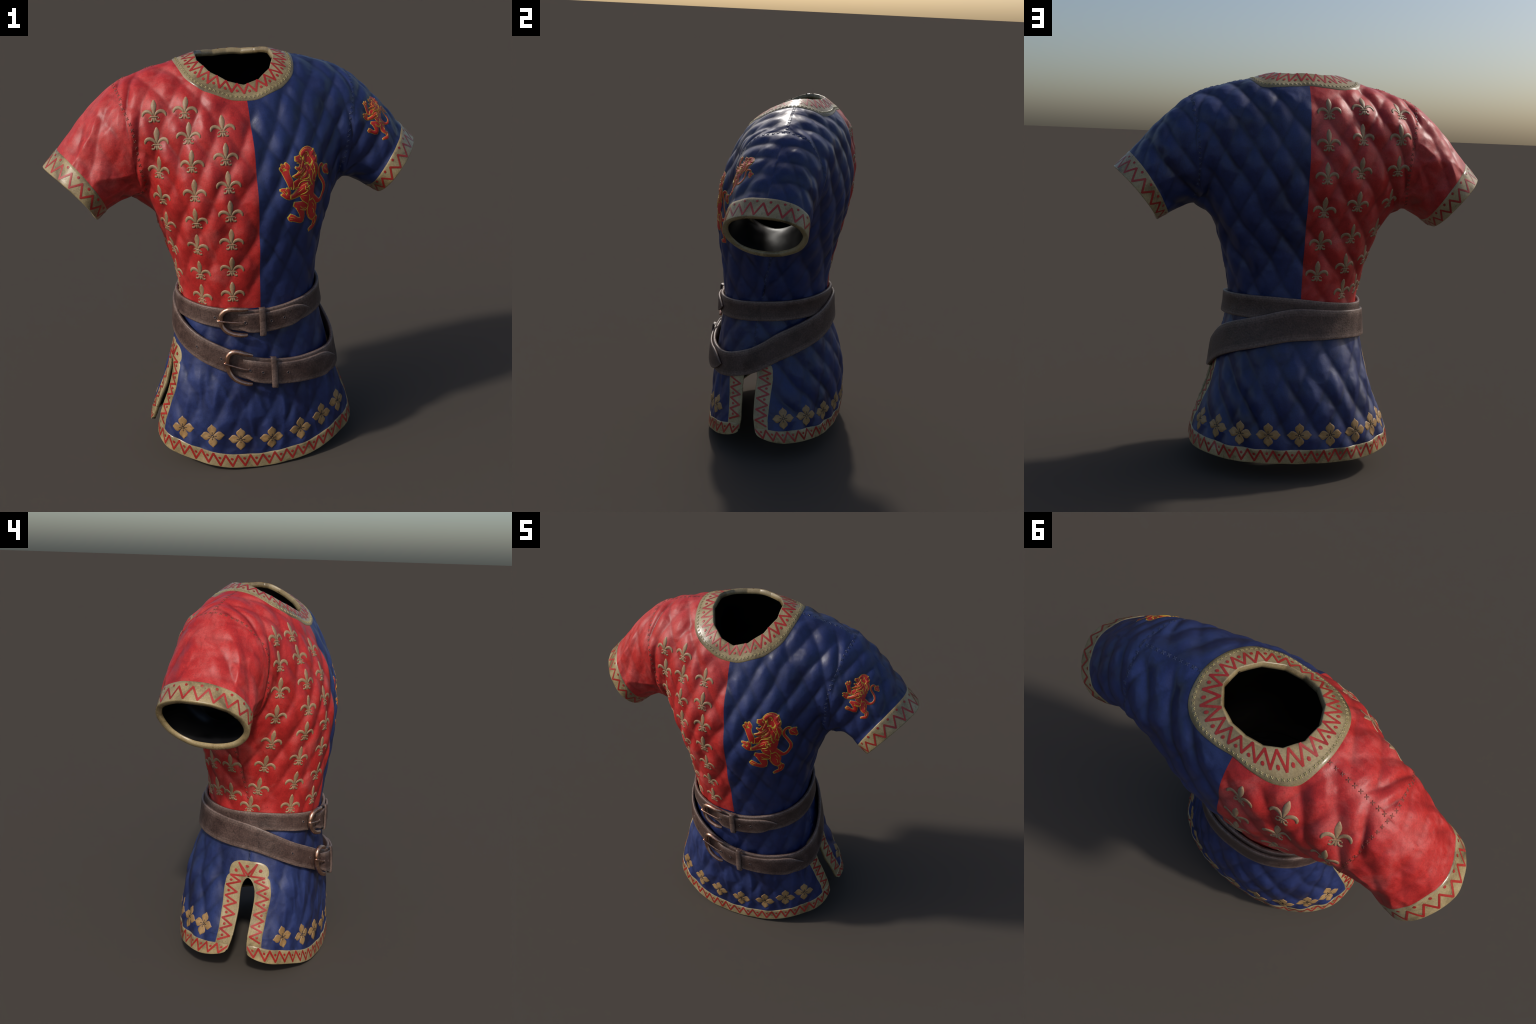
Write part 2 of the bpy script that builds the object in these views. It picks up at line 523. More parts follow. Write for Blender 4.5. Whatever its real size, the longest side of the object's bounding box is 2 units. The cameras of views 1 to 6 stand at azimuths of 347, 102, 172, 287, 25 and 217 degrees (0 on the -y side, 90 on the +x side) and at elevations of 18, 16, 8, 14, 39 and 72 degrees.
def mixc(nt, fac, a, b, mode='MIX'):
    m = node(nt, 'ShaderNodeMix', data_type='RGBA', blend_type=mode)
    for sock, v in ((m.inputs[0], fac), (m.inputs[6], a), (m.inputs[7], b)):
        if hasattr(v, 'is_linked'): nt.links.new(v, sock)
        elif isinstance(v, (int, float)): sock.default_value = v
        else: sock.default_value = (*v, 1)
    return m.outputs[2]

def gray(v): return (v, v, v)

def surface_mat(name, col, dark, light, rough=.45, mottle=7, fine=160, bump=.15, groove=0., grain=.25,
                metallic=0., spec=.5, rough_var=.1, speck=0.):
    m, nt, b = new_mat(name)
    tc = node(nt, 'ShaderNodeTexCoord').outputs['Object']
    n1 = noise_tex(nt, mottle, 5, .6, .4, tc)
    c = ramp(nt, n1.outputs[0], [(.28, dark), (.5, col), (.74, light)]).outputs[0]
    n2 = noise_tex(nt, fine, 3, .6, 0, tc)
    g = ramp(nt, n2.outputs[0], [(.3, gray(1 - grain)), (.7, gray(1 + grain * .3))]).outputs[0]
    c = mixc(nt, 1.0, c, g, 'MULTIPLY')
    if speck:
        n3 = noise_tex(nt, 55, 2, .5, 0, tc)
        sp = ramp(nt, n3.outputs[0], [(.67, gray(0)), (.76, gray(speck))]).outputs[0]
        c = mixc(nt, sp, c, tuple(x * .25 for x in dark))
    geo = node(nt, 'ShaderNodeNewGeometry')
    if groove:  # paints ambient-occlusion shade into the base colour of concave creases
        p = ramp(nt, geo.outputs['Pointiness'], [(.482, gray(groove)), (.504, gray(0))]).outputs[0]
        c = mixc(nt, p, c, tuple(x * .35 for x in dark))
    nt.links.new(c, b.inputs['Base Color'])
    rr = node(nt, 'ShaderNodeMapRange', ins={'From Min': .3, 'From Max': .7, 'To Min': rough - rough_var, 'To Max': rough + rough_var})
    nt.links.new(n1.outputs[0], rr.inputs[0]); nt.links.new(rr.outputs[0], b.inputs['Roughness'])
    b.inputs['Metallic'].default_value = metallic
    b.inputs['Specular IOR Level'].default_value = spec
    bp = node(nt, 'ShaderNodeBump', ins={'Strength': bump, 'Distance': .003})
    nt.links.new(n2.outputs[0], bp.inputs['Height']); nt.links.new(bp.outputs[0], b.inputs['Normal'])
    return m

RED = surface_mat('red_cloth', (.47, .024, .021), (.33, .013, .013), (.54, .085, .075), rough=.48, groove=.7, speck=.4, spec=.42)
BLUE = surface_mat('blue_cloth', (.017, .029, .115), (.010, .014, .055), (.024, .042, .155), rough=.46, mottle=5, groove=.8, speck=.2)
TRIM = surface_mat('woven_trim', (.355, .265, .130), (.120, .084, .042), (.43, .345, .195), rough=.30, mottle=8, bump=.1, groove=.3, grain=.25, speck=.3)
PRINT = surface_mat('red_print', (.37, .021, .016), (.25, .013, .011), (.43, .040, .032), rough=.38, bump=.05)
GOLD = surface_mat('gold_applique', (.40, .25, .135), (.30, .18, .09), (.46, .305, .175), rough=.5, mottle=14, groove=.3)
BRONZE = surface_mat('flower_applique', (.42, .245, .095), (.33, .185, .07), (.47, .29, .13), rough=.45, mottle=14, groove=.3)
DARK = surface_mat('dark_thread', (.012, .012, .018), (.01, .01, .014), (.02, .02, .028), rough=.6)
def leather(name, k):
    """k = 0 dark worn middle ... 1 pale rubbed edge"""
    mixv = lambda a, b: tuple(lerp(x, y, k) for x, y in zip(a, b))
    return surface_mat(name, mixv((.078, .043, .034), (.200, .135, .110)), mixv((.040, .021, .018), (.130, .082, .066)),
                       mixv((.112, .066, .053), (.250, .175, .145)), rough=.48, mottle=12, fine=120, bump=.5, grain=.5)
LEATHERS = [leather('brown_leather', 0), leather('brown_leather_mid', .25), leather('brown_leather_worn', .60), leather('brown_leather_edge', 1.05)]
LEATHER = LEATHERS[2]
COPPER = surface_mat('aged_copper', (.60, .35, .25), (.30, .165, .12), (.75, .48, .35), rough=.24, mottle=22, metallic=.95, bump=.1, grain=.2)
LINING = surface_mat('black_lining', (.004, .004, .005), (.003, .003, .003), (.008, .008, .008), rough=.42, bump=.05)
LION_RED = surface_mat('lion_red', (.52, .016, .012), (.40, .010, .008), (.58, .03, .02), rough=.45, mottle=12)
LION_YELLOW = surface_mat('lion_yellow', (.55, .36, .03), (.42, .27, .02), (.62, .44, .06), rough=.45, mottle=12)
RED_T = surface_mat('red_stitching', (.20, .026, .014), (.14, .016, .010), (.24, .045, .025), rough=.5)
BLUE_T = surface_mat('blue_stitching', (.030, .040, .100), (.02, .028, .07), (.045, .055, .12), rough=.4)
TRIM_T = surface_mat('trim_stitching', (.33, .27, .11), (.2, .16, .06), (.4, .33, .16), rough=.3)

# ------------------------------------------------------------------ object helpers
COL = bpy.context.scene.collection
def link(name, me, parent=None, mats=(), smooth=True, kind=None):
    for m in mats: me.materials.append(m)
    if smooth:
        me.polygons.foreach_set('use_smooth', [True] * len(me.polygons))
    ob = bpy.data.objects.new(name, me)
    COL.objects.link(ob)
    if parent is not None: ob.parent = parent
    if kind: ob['kind'] = kind
    return ob

def mesh_from(name, V, F, mat_ids=None):
    me = bpy.data.meshes.new(name)
    me.from_pydata([tuple(v) for v in V], [], [tuple(f) for f in F])
    if mat_ids is not None: me.polygons.foreach_set('material_index', mat_ids)
    me.update()
    return me

class Soup:
    """collects patches into one mesh."""
    def __init__(self): self.V, self.F, self.M = [], [], []
    def grid(self, G, mat=0, close_u=False, close_v=False, flip=False):
        G = np.asarray(G); a, b = G.shape[:2]; o = len(self.V)
        self.V.extend(G.reshape(-1, 3).tolist())
        for i in range(a if close_u else a - 1):
            for j in range(b if close_v else b - 1):
                i2, j2 = (i + 1) % a, (j + 1) % b
                f = (o + i * b + j, o + i2 * b + j, o + i2 * b + j2, o + i * b + j2)
                self.F.append(f[::-1] if flip else f); self.M.append(mat)
    def fan(self, ring, flip=False, mat=0):
        o = len(self.V); ring = np.asarray(ring); n = len(ring)
        self.V.extend(ring.tolist()); self.V.append(ring.mean(0).tolist())
        for i in range(n):
            f = (o + i, o + (i + 1) % n, o + n)
            self.F.append(f[::-1] if flip else f); self.M.append(mat)
    def mesh(self, name): return mesh_from(name, self.V, self.F, self.M)

def stroke2d(spine, widths, step, closed=False):
    """centre line + half widths resampled -> points, normals, half widths."""
    spine = np.asarray(spine, float); widths = np.asarray(widths, float)
    n = len(spine)
    dense = crom(spine, np.linspace(0, n - 1, 24 * n))
    wd = np.interp(np.linspace(0, n - 1, 24 * n), range(n), widths)
    L = np.concatenate([[0], np.cumsum(np.linalg.norm(np.diff(dense, axis=0), axis=1))])
    k = max(3, int(math.ceil(L[-1] / step)) + 1)
    t = np.linspace(0, L[-1], k)
    P = np.stack([np.interp(t, L, dense[:, 0]), np.interp(t, L, dense[:, 1])], 1)
    w = np.interp(t, L, wd) / 2
    T = np.gradient(P, axis=0); T /= np.maximum(np.linalg.norm(T, axis=1), 1e-9)[:, None]
    N = np.stack([-T[:, 1], T[:, 0]], 1)
    return P, N, w

def raised(soup, place, P, N, w, h, mat=0, dome=.35, sink=-.0012):
    """raised strip on the cloth; place(xy) -> (point, normal)."""
    k = max(3, int(math.ceil(2 * w.max() / .013)) | 1)
    inner = np.linspace(-.86, .86, k)
    across = np.concatenate([[-1], inner, [1]])
    hh = np.concatenate([[sink], h * (1 + dome * (1 - (inner / .86) ** 2)), [sink]])
    G = np.zeros((len(P), k + 2, 3))
    for a in range(len(P)):
        end = a in (0, len(P) - 1)
        for b in range(k + 2):
            q = P[a] + N[a] * w[a] * across[b]
            p, n = place(q)
            G[a, b] = p + n * (sink if end else hh[b])
    soup.grid(G, mat, flip=True)

def tangent_place(anchor_dir, smooth=True):
    """emblem frame: origin on the cloth, x to the viewer's right, y up."""
    o, d, rot = anchor_dir
    p, n = cast(o, d, smooth=True)
    up = np.array([0, 0, 1.0]); up = nrm(up - n * (up @ n))
    right = np.cross(up, n)
    c, s = math.cos(rot), math.sin(rot)
    r2, u2 = right * c + up * s, -right * s + up * c
    def place(q):
        o2 = p + r2 * q[0] + u2 * q[1] + n * .12
        return cast(o2, -n, reach=.12)
    return place

def tube(soup, path, rad, n=10, mat=0, caps=True, flat=1.0, nref=None):
    path = np.asarray(path, float); m = len(path)
    T = np.gradient(path, axis=0)
    rad = np.broadcast_to(rad, (m,))
    G = np.zeros((m, n, 3))
    for a in range(m):
        t = nrm(T[a]); ref = nref[a] if nref is not None else np.array([0, 0, 1.0])
        x = nrm(np.cross(ref, t)); y = np.cross(t, x)
        for b in range(n):
            an = 2 * math.pi * b / n
            G[a, b] = path[a] + rad[a] * (x * math.cos(an) + y * math.sin(an) * flat)
    soup.grid(G, mat, close_v=True, flip=False)
    if caps:
        soup.fan(G[0], flip=False, mat=mat); soup.fan(G[-1], flip=True, mat=mat)

# ------------------------------------------------------------------ the tunic
tunic = bpy.data.objects.new('quilted_tunic', None)
COL.objects.link(tunic)
tunic['label'] = 'quilted red and blue medieval tunic with gold emblems and two leather belts'
tunic['category'] = 'tunic'

BELT_J = -5.9                                                 # row where the red ends, under the waist belt
def region_of(side, ic, jc):
    if abs(ic) > KA: return 'sleeve.001' if ic > 0 else 'sleeve'
    if jc < BELT_J: return 'skirt_panel' if side == 0 else 'skirt_panel.001'
    return 'torso_panel' if ic < 0 else 'torso_panel.001'
fpc = FPAR.mean(1)
names = np.array([region_of(s, a, b) for s, (a, b) in zip(FSIDE, fpc)])
PANEL = {}
for nm in ('torso_panel', 'torso_panel.001', 'sleeve', 'sleeve.001', 'skirt_panel', 'skirt_panel.001'):
    sel = (names == nm) & ~in_neck
    f = FQ[sel]; used = np.unique(f)
    remap = np.full(len(X1), -1); remap[used] = np.arange(len(used))
    me = bpy.data.meshes.new(nm.split('.')[0])
    me.from_pydata(X1[used].tolist(), [], remap[f].tolist())
    mat = RED if nm in ('torso_panel', 'sleeve') else BLUE
    ob = link(nm.split('.')[0], me, tunic, [mat])
    me.normals_split_custom_set_from_vertices(NSH[used].tolist())
    PANEL[nm] = ob

# black lining, one layer inside
XL, FL = LIN_X, LIN_F
NL = vertex_normals(XL, FL)
XI = XL - NL * (.013 + .005 * smoothstep(.2, .6, XL[:, 2]))[:, None]
c = XI[FL].mean(1); rr_ = c[:, :2] - NECK_C
keep = ~((np.hypot(rr_[:, 0], rr_[:, 1]) < np.interp(np.arctan2(rr_[:, 1], rr_[:, 0]), PHI, R_IN) - .004) & (c[:, 2] > 1.6))
XI[:, 2] = np.maximum(XI[:, 2], .006)
me = bpy.data.meshes.new('lining'); me.from_pydata(XI.tolist(), [], FL[keep][:, ::-1].tolist())
link('lining', me, tunic, [LINING])

# ------------------------------------------------------------------ trims
PROUD = .0022
PROUD_UNDER = .0012
def edge_profile(p, n, t_out, th=.026):
    """wrap of a bound edge: inside -> lip -> outside."""
    return [p - n * th - t_out * .012, p - n * (th - .001) + t_out * .001, p - n * th * .5 + t_out * .003,
            p - n * .002 + t_out * .0035, p + n * .0018 + t_out * .0012]

def make_trim(name, f, ns, nt_, width, closed, proud=PROUD, th=.026):
    """f(s,t): s in [0,1] along, t in [0,1] from the bound edge inwards -> (point, normal)."""
    rows = []
    svals = np.linspace(0, 1, ns, endpoint=not closed)
    for s in svals:
        e, n = f(s, 0.0); e1, _ = f(s, .06)
        tout = nrm(e - e1)
        r = edge_profile(e, n, tout, th)
        for t in np.linspace(.02, .975, nt_):
            p, n = f(s, t); r.append(p + n * proud)
        p, n = f(s, 1.0); r.append(p - n * .0012)
        rows.append(r)
    sp = Soup(); sp.grid(rows, close_u=closed)
    return sp, svals

def face_flip(G, n):
    return float(np.cross(G[-1, 1] - G[0, 1], G[0, 2] - G[0, 0]) @ n) < 0

def metric_len(f, t, n=240):
    P = np.array([f(s, t)[0] for s in np.linspace(0, 1, n)])
    return np.concatenate([[0], np.cumsum(np.linalg.norm(np.diff(P, axis=0), axis=1))])

def zigzag(f, width, pitch, t_lo, t_hi, line=.0100, dots='hi', t_dot=.72, closed=True, flipped=False):
    """red zigzag with a dot in each notch; returns (zigzag soup, dot soup)."""
    L = metric_len(f, .5); tot = L[-1]
    k = max(2, int(round(tot / pitch)))
    smap = lambda d: float(np.interp(d, L, np.linspace(0, 1, len(L))))
    wf = width if callable(width) else (lambda s: width)
    zz, dd = Soup(), Soup()
    def place(q):
        s = smap(q[0] % tot) if closed else min(max(smap(q[0]), 0), 1)
        return f(s, q[1] / wf(s))
    p = tot / k
    lift = PROUD + .0011
    def strip(P0, P1):
        n = 9
        d = (P1 - P0); ln = np.linalg.norm(d); d = d / ln; nn = np.array([-d[1], d[0]])
        G = np.zeros((n, 3, 3))
        A_, nA = place(P0); B_, nB = place(P1)
        d3 = nrm(B_ - A_); n3 = nrm(nA + nB); w3 = np.cross(n3, d3)
        for a in range(n):
            c0 = lerp(A_ - d3 * line * .3, B_ + d3 * line * .3, a / (n - 1))
            for b, w in enumerate((-.5, 0, .5)):
                q, nm = cast(c0 + w3 * line * w + n3 * .06, -n3, reach=.06)
                G[a, b] = q + nm * (lift if b == 1 else lift - .0004)
        zz.grid(G, flip=face_flip(G, n3))
    for i in range(k):
        W0, W1, W2 = wf(smap(i * p)), wf(smap((i + .5) * p)), wf(smap(min((i + 1) * p, tot * .9999)))
        a = np.array([i * p, t_hi * W0]); b = np.array([(i + .5) * p, t_lo * W1]); c_ = np.array([(i + 1) * p, t_hi * W2])
        jit = lambda: rng.normal(0, .0012, 2)
        b = b + jit()
        strip(a, b); strip(b, c_)
        ctr = np.array([(i + .5) * p, t_dot * W1]) if dots == 'hi' else np.array([i * p, t_dot * W0])
        ctr = ctr + jit()
        ring = []
        q0, n0 = place(ctr)
        for t in range(12):
            an = 2 * math.pi * t / 12
            q, nm = place(ctr + .0068 * np.array([math.cos(an), math.sin(an)])); ring.append(q + nm * (lift + .0002))
        o = len(dd.V); dd.V.extend([list(x) for x in ring]); dd.V.append(list(q0 + n0 * (lift + .0009)))
        for t in range(12):
            dd.F.append((o + t, o + 12, o + (t + 1) % 12)); dd.M.append(0)
    return zz, dd

def cross_stitches(place_list, size, soup, h=.0019):
    """place_list: (point, normal, direction along the seam)."""
    for p, n, d in place_list:
        d = nrm(d - n * (d @ n)); e = np.cross(n, d)
        for k, sgn in enumerate((1, -1)):
            a = nrm(d + e * sgn); b = np.cross(n, a)
            G = []
            for u, hh in ((-1, -.001), (-.75, h * .9), (-.3, h * .95), (0, h * .45 + .0002 * k), (.3, h * .95), (.75, h * .9), (1, -.001)):
                row = []
                for w, f in ((-1, 0), (-.5, .85), (.5, .85), (1, 0)):
                    row.append(p + a * u * size / 2 + b * w * size * .13 + n * (hh * f if f else -.0008))
                G.append(row)
            soup.grid(G, flip=True)

def finish_trim(name, f, ns, nt_, width, pitch, closed, t_lo, t_hi, t_dot, dots='hi', zz_f=None, proud=PROUD, th=.026):
    sp, _ = make_trim(name, f, ns, nt_, width, closed, proud, th)
    ob = link(name, sp.mesh(name), tunic, [TRIM])
    zz, dd = zigzag(zz_f or f, width, pitch, t_lo, t_hi, closed=closed, t_dot=t_dot, dots=dots)
    link('zigzag', zz.mesh('zigzag'), ob, [PRINT], kind='stuff')
    link('dot_row', dd.mesh('dot_row'), ob, [PRINT], kind='stuff')
    return ob

# collar: dropped on to the shoulders from above
def f_collar(s, t):
    phi = -math.pi + 2 * math.pi * (s % 1.0)
    ri = np.interp(phi, PHI, R_IN); ro = np.interp(phi, PHI, R_OUT)
    r = lerp(ri, ro, t)
    x, y = NECK_C[0] + r * math.cos(phi), NECK_C[1] + r * math.sin(phi)
    return cast((x, y, 2.6), (0, 0, -1))
collar = finish_trim('collar', f_collar, 240, 8, lambda s: .088, .056, True, .03, .60, .50)
L = metric_len(f_collar, .84); k = int(L[-1] / .0205); cs = []
for i in range(k):
    s = float(np.interp((i + .5) / k * L[-1], L, np.linspace(0, 1, len(L))))
    p, n = f_collar(s, .82); p2, _ = f_collar(s + .003, .82)
    cs.append((p + n * PROUD, n, p2 - p))
sp = Soup(); cross_stitches(cs, .0165, sp, .0026)
link('cross_stitch', sp.mesh('cross_stitch'), collar, [TRIM_T], kind='stuff')

# cuffs
def cuff_fn(sx):
    def f(s, t):
        s = s % 1.0
        if sx < 0: s = 1 - s
        q = s * 2 * M
        side, j = (0, q) if q <= M else (1, 2 * M - q)
        up = (1 - math.cos(math.pi * j / M)) / 2
        w = lerp(.060, .105, up)
        e, _ = S(side, sx * (KA + KS), j); e1, _ = S(side, sx * (KA + KS - 1), j)
        return S(side, sx * (KA + KS - t * w / np.linalg.norm(e - e1)), j)
    return f
def cuff_w(sx):
    def w(s):
        s = (1 - s) % 1.0 if sx < 0 else s % 1.0
        j = s * 2 * M; j = j if j <= M else 2 * M - j
        return lerp(.060, .105, (1 - math.cos(math.pi * j / M)) / 2)
    return w
for sx in (-1, 1):
    finish_trim('cuff', cuff_fn(sx), 150, 8, cuff_w(sx), .068, True, .10, .70, .80)

# hem bands, front and back
HEM_W = .072
def hem_fn(side):
    def f(s, t):
        i = lerp(-KA, KA, s if side == 0 else 1 - s) * .99999
        e, _ = S(side, i, -NROW); e1, _ = S(side, i, -NROW + 1.2)
        return S(side, i, -NROW + 1.2 * t * HEM_W / np.linalg.norm(e - e1))
    return f
for side in (0, 1):
    finish_trim('hem_band', hem_fn(side), 200, 8, HEM_W, .062, False, .14, .90, .66, th=.020)

# slit bands: up one edge, over the top, down the other
ARCH_C = np.array([-.065, .522])
def slit_fn(sx):
    z_stop = .158
    edge = {}
    for side in (0, 1):
        js = np.linspace(-NROW + .2, SLIT_J, 90)
        P = np.array([S(side, sx * (KA - .00001), j)[0] for j in js])
        keep_ = P[:, 2] > z_stop
        edge[side] = (js[keep_], P[keep_])
    nleg = 0.44
    drop = .034 if sx > 0 else 0
    def f(s, t):
        if s < nleg or s > 1 - nleg:
            side = 0 if s < nleg else 1
            u = s / nleg if side == 0 else (1 - s) / nleg
            js, P = edge[side]
            L_ = np.concatenate([[0], np.cumsum(np.linalg.norm(np.diff(P, axis=0), axis=1))])
            j = np.interp(u * L_[-1], L_, js)
            ep, en = S(side, sx * (KA - .00001), j)
            if t < .03: return ep, en
            ow = np.interp(u, [0, .5, .85, 1], [.072, .075, .085, .098]) if side == 0 else np.interp(u, [0, .5, .85, 1], [.074, .088, .09, .104])
            y, z = ep[1] + (-1 if side == 0 else 1) * ow * t, ep[2]
            lift_ = .006 * smoothstep(.8, 1, u)
            return cast((sx * 1.2, y, z + lift_ * t), (-sx, 0, 0))
        a = math.pi * (1 - (s - nleg) / (1 - 2 * nleg))
        ca, sa = math.cos(a), math.sin(a)
        y = ARCH_C[0] + .107 * np.sign(ca) * abs(ca) ** .62 * t + (.003 * ca) * (1 - t)
        z = ARCH_C[1] + (.082 - drop) * sa ** .62 * t
        if t < .03:
            p, n = S(0, sx * (KA - .00001), SLIT_J + .02)
            return p, n
        return cast((sx * 1.2, y, z), (-sx, 0, 0))
    return f
for sx in (-1, 1):
    f = slit_fn(sx)
    g = (lambda s, t, f=f: f(1 - s, t)) if sx > 0 else f
    ff = (lambda s, t, f=f: f(1 - s, t)) if sx < 0 else f
    use = f if sx < 0 else g
    finish_trim('slit_band', (lambda s, t, u=use: u(1 - s, t)), 220, 8, .078, .058, False, .14, .86, .66, zz_f=(lambda s, t, u=use: u(1 - lerp(.052, .948, s), t)), proud=PROUD_UNDER, th=.018)

# ------------------------------------------------------------------ seams sewn with crosses
def seam_points(fn, spacing):
    ts = np.linspace(0, 1, 300); Q = [fn(t) for t in ts]
    P = np.array([q[0] for q in Q])
    L_ = np.concatenate([[0], np.cumsum(np.linalg.norm(np.diff(P, axis=0), axis=1))])
    k_ = int(L_[-1] / spacing); out = []
    for i in range(k_):
        d = (i + .5) / k_ * L_[-1]
        a = int(np.searchsorted(L_, d)); a = min(max(a, 1), 298)
        out.append((Q[a][0], Q[a][1], P[a + 1] - P[a - 1]))
    return out
ARM_F = [(.535, 1.365), (.47, 1.41), (.492, 1.50), (.503, 1.60), (.520, 1.70), (.548, 1.785), (.566, 1.85), (.563, 1.872)]
ARM_B = [(.535, 1.365), (.522, 1.42), (.513, 1.50), (.514, 1.58), (.526, 1.71), (.548, 1.80), (.560, 1.85), (.563, 1.872)]
for sx, panel, mat in ((-1, 'torso_panel', RED_T), (1, 'torso_panel.001', BLUE_T)):
    sp = Soup()
    def ridge_(t):
        return S(0, sx * lerp(2.95, 5.95, t), M - .001)
    cross_stitches(seam_points(ridge_, .0285), .021, sp)
    for tab, dy in ((ARM_F, -1), (ARM_B, 1)):
        def arm(t, tab=tab, dy=dy):
            x, z = crom(np.array(tab), [t * (len(tab) - 1)])[0]
            if z > 1.80:                                      # over the shoulder the seam faces up
                f_ = (z - 1.80) / .072
                y = lerp(-.075 if dy < 0 else .215, .09, min(f_, 1))
                return cast((sx * (x + .05), y, 2.4), (-.05 * sx, 0, -.55))
            return cast((sx * x, dy * 1.2, z), (0, -dy, 0))
        cross_stitches(seam_points(arm, .0265), .020, sp)
    def side_(t):
        return S(0, sx * 5.999, lerp(-1.2, -5.6, t))
    cross_stitches(seam_points(side_, .028), .019, sp)
    link('cross_stitch', sp.mesh('cross_stitch'), PANEL[panel], [mat], kind='stuff')
    sp = Soup()
    def side2_(t):
        return S(0, sx * 5.999, lerp(-6.5, -8.2, t))
    cross_stitches(seam_points(side2_, .028), .019, sp)
    link('cross_stitch', sp.mesh('cross_stitch'), PANEL['skirt_panel'], [BLUE_T], kind='stuff')

# ------------------------------------------------------------------ lilies
LILY = [  # (spine, widths) in units of the emblem height, origin near its middle
 ([(0, .52), (0, .42), (.003, .31), (0, .20), (0, .06), (0, -.08), (0, -.22)], [.0, .13, .225, .255, .205, .115, .06]),
 ([(.035, -.24), (.08, -.13), (.16, -.045), (.27, .0), (.38, -.03), (.45, -.12), (.463, -.20), (.445, -.26)], [.06, .095, .14, .155, .15, .115, .065, .01]),
 ([(-.035, -.24), (-.08, -.13), (-.16, -.045), (-.27, .0), (-.38, -.03), (-.45, -.12), (-.463, -.20), (-.445, -.26)], [.06, .095, .14, .155, .15, .115, .065, .01]),
 ([(-.19, -.25), (-.1, -.245), (0, -.245), (.1, -.245), (.19, -.25)], [.06, .06, .065, .06, .06]),
 ([(0, -.24), (0, -.34), (0, -.42), (0, -.51)], [.05, .075, .12, .01]),
 ([(.05, -.25), (.07, -.36), (.12, -.435), (.19, -.435), (.235, -.385)], [.07, .08, .08, .085, .06]),
 ([(-.05, -.25), (-.07, -.36), (-.12, -.435), (-.19, -.435), (-.235, -.385)], [.07, .08, .08, .085, .06]),
 ([(.165, -.25), (.19, -.31), (.16, -.335)], [.07, .06, .02]),
 ([(-.165, -.25), (-.19, -.31), (-.16, -.335)], [.07, .06, .02]),
]
def lily(anchor, size, rot):
    sp = Soup(); pl = tangent_place((anchor[0], anchor[1], rot))
    for k_, (a, w) in enumerate(LILY):
        P, N, hw = stroke2d(np.array(a) * (size * 1.08, size), np.array(w) * size * 1.04, .0085)
        raised(sp, pl, P, N, hw, .0017 + .00008 * k_, dome=.06)
    return link('lily_emblem', sp.mesh('lily_emblem'), PANEL['torso_panel'], [GOLD])
COLS_F = [(-.129, [1.697, 1.578, 1.456, 1.326, 1.190, 1.055, .924], 0),
          (-.278, [1.778, 1.672, 1.552, 1.423, 1.292, 1.161, 1.028, .902], 0),
          (-.414, [1.768, 1.648, 1.519, 1.388], 0)]
for x0, zs, r in COLS_F:
    for z in zs:
        dx = .016 * float(smoothstep(1.25, .9, z)) if x0 < -.2 else 0
        tilt = -.10 * (x0 / -.4) * float(smoothstep(1.5, 1.0, z)) + .04 * float(rng.normal())
        lily(((x0 + dx, -1.2, z), (0, 1, 0)), .105, tilt)
SIDE = [(-.391, -.168, 1.255), (-.370, -.130, 1.125), (-.352, -.094, 1.000), (-.338, -.046, .895),
        (-.382, .050, 1.112), (-.338, .055, .954)]
for x, y, z in SIDE:
    d = nrm((x, y - .02, 0))
    lily((np.array([x, y, z]) + d * .4, -d), .102, -.16 if y < 0 else .05)
BACK = [(-.085, [1.827, 1.679, 1.523, 1.359, 1.196, 1.040]),
        (-.256, [1.848, 1.711, 1.552, 1.390, 1.229, 1.076, .943]),
        (-.450, [1.836, 1.719, 1.566])]
for x0, zs in BACK:
    for z in zs:
        dx = .012 * float(smoothstep(1.45, 1.0, z)) * (3.2 if x0 < -.2 else 1)
        lily(((x0 + dx, 1.3, z), (0, -1, 0)), .108, .05 * (x0 / -.25) * float(smoothstep(1.5, 1, z)) + .03 * float(rng.normal()))
for x, y, z in [(-.432, .235, 1.405), (-.378, .196, 1.254), (-.333, .168, 1.111), (-.300, .150, .960)]:
    d = nrm((x * .75, y + .1, 0))
    lily((np.array([x, y, z]) + d * .4, -d), .105, .12)

# ------------------------------------------------------------------ four-petalled flowers
def flower(anchor, size, rot, parent):
    sp = Soup(); pl = tangent_place((anchor[0], anchor[1], rot))
    for q in range(4):
        c, s = math.cos(q * math.pi / 2), math.sin(q * math.pi / 2)
        R = np.array([[c, -s], [s, c]])
        a = np.array([(.03, 0), (.14, 0), (.26, 0), (.36, 0), (.43, 0), (.47, 0), (.54, 0)]) @ R.T * size
        w = np.array([.05, .27, .43, .40, .23, .12, .005]) * size
        P, N, hw = stroke2d(a, w, .0045)
        raised(sp, pl, P, N, hw, .0016 + .00015 * q, dome=.06)
        a = np.array([(.05, 0), (.13, 0), (.215, 0)]) @ R.T * size        # dark vein
        P, N, hw = stroke2d(a, np.array([.02, .036, .028]) * size, .008)
        raised(sp, pl, P, N, hw, .0027, mat=1, dome=.1, sink=.001)
    for rad, h, m in ((.055, .0033, 1), (.030, .0040, 0)):
        ring = []
        for t in range(12):
            an = t * math.pi / 6
            p, n = pl(np.array([math.cos(an), math.sin(an)]) * rad * size); ring.append(p + n * h)
        sp.fan(ring, mat=m)
    return link('flower_emblem', sp.mesh('flower_emblem'), PANEL[parent], [BRONZE, DARK])
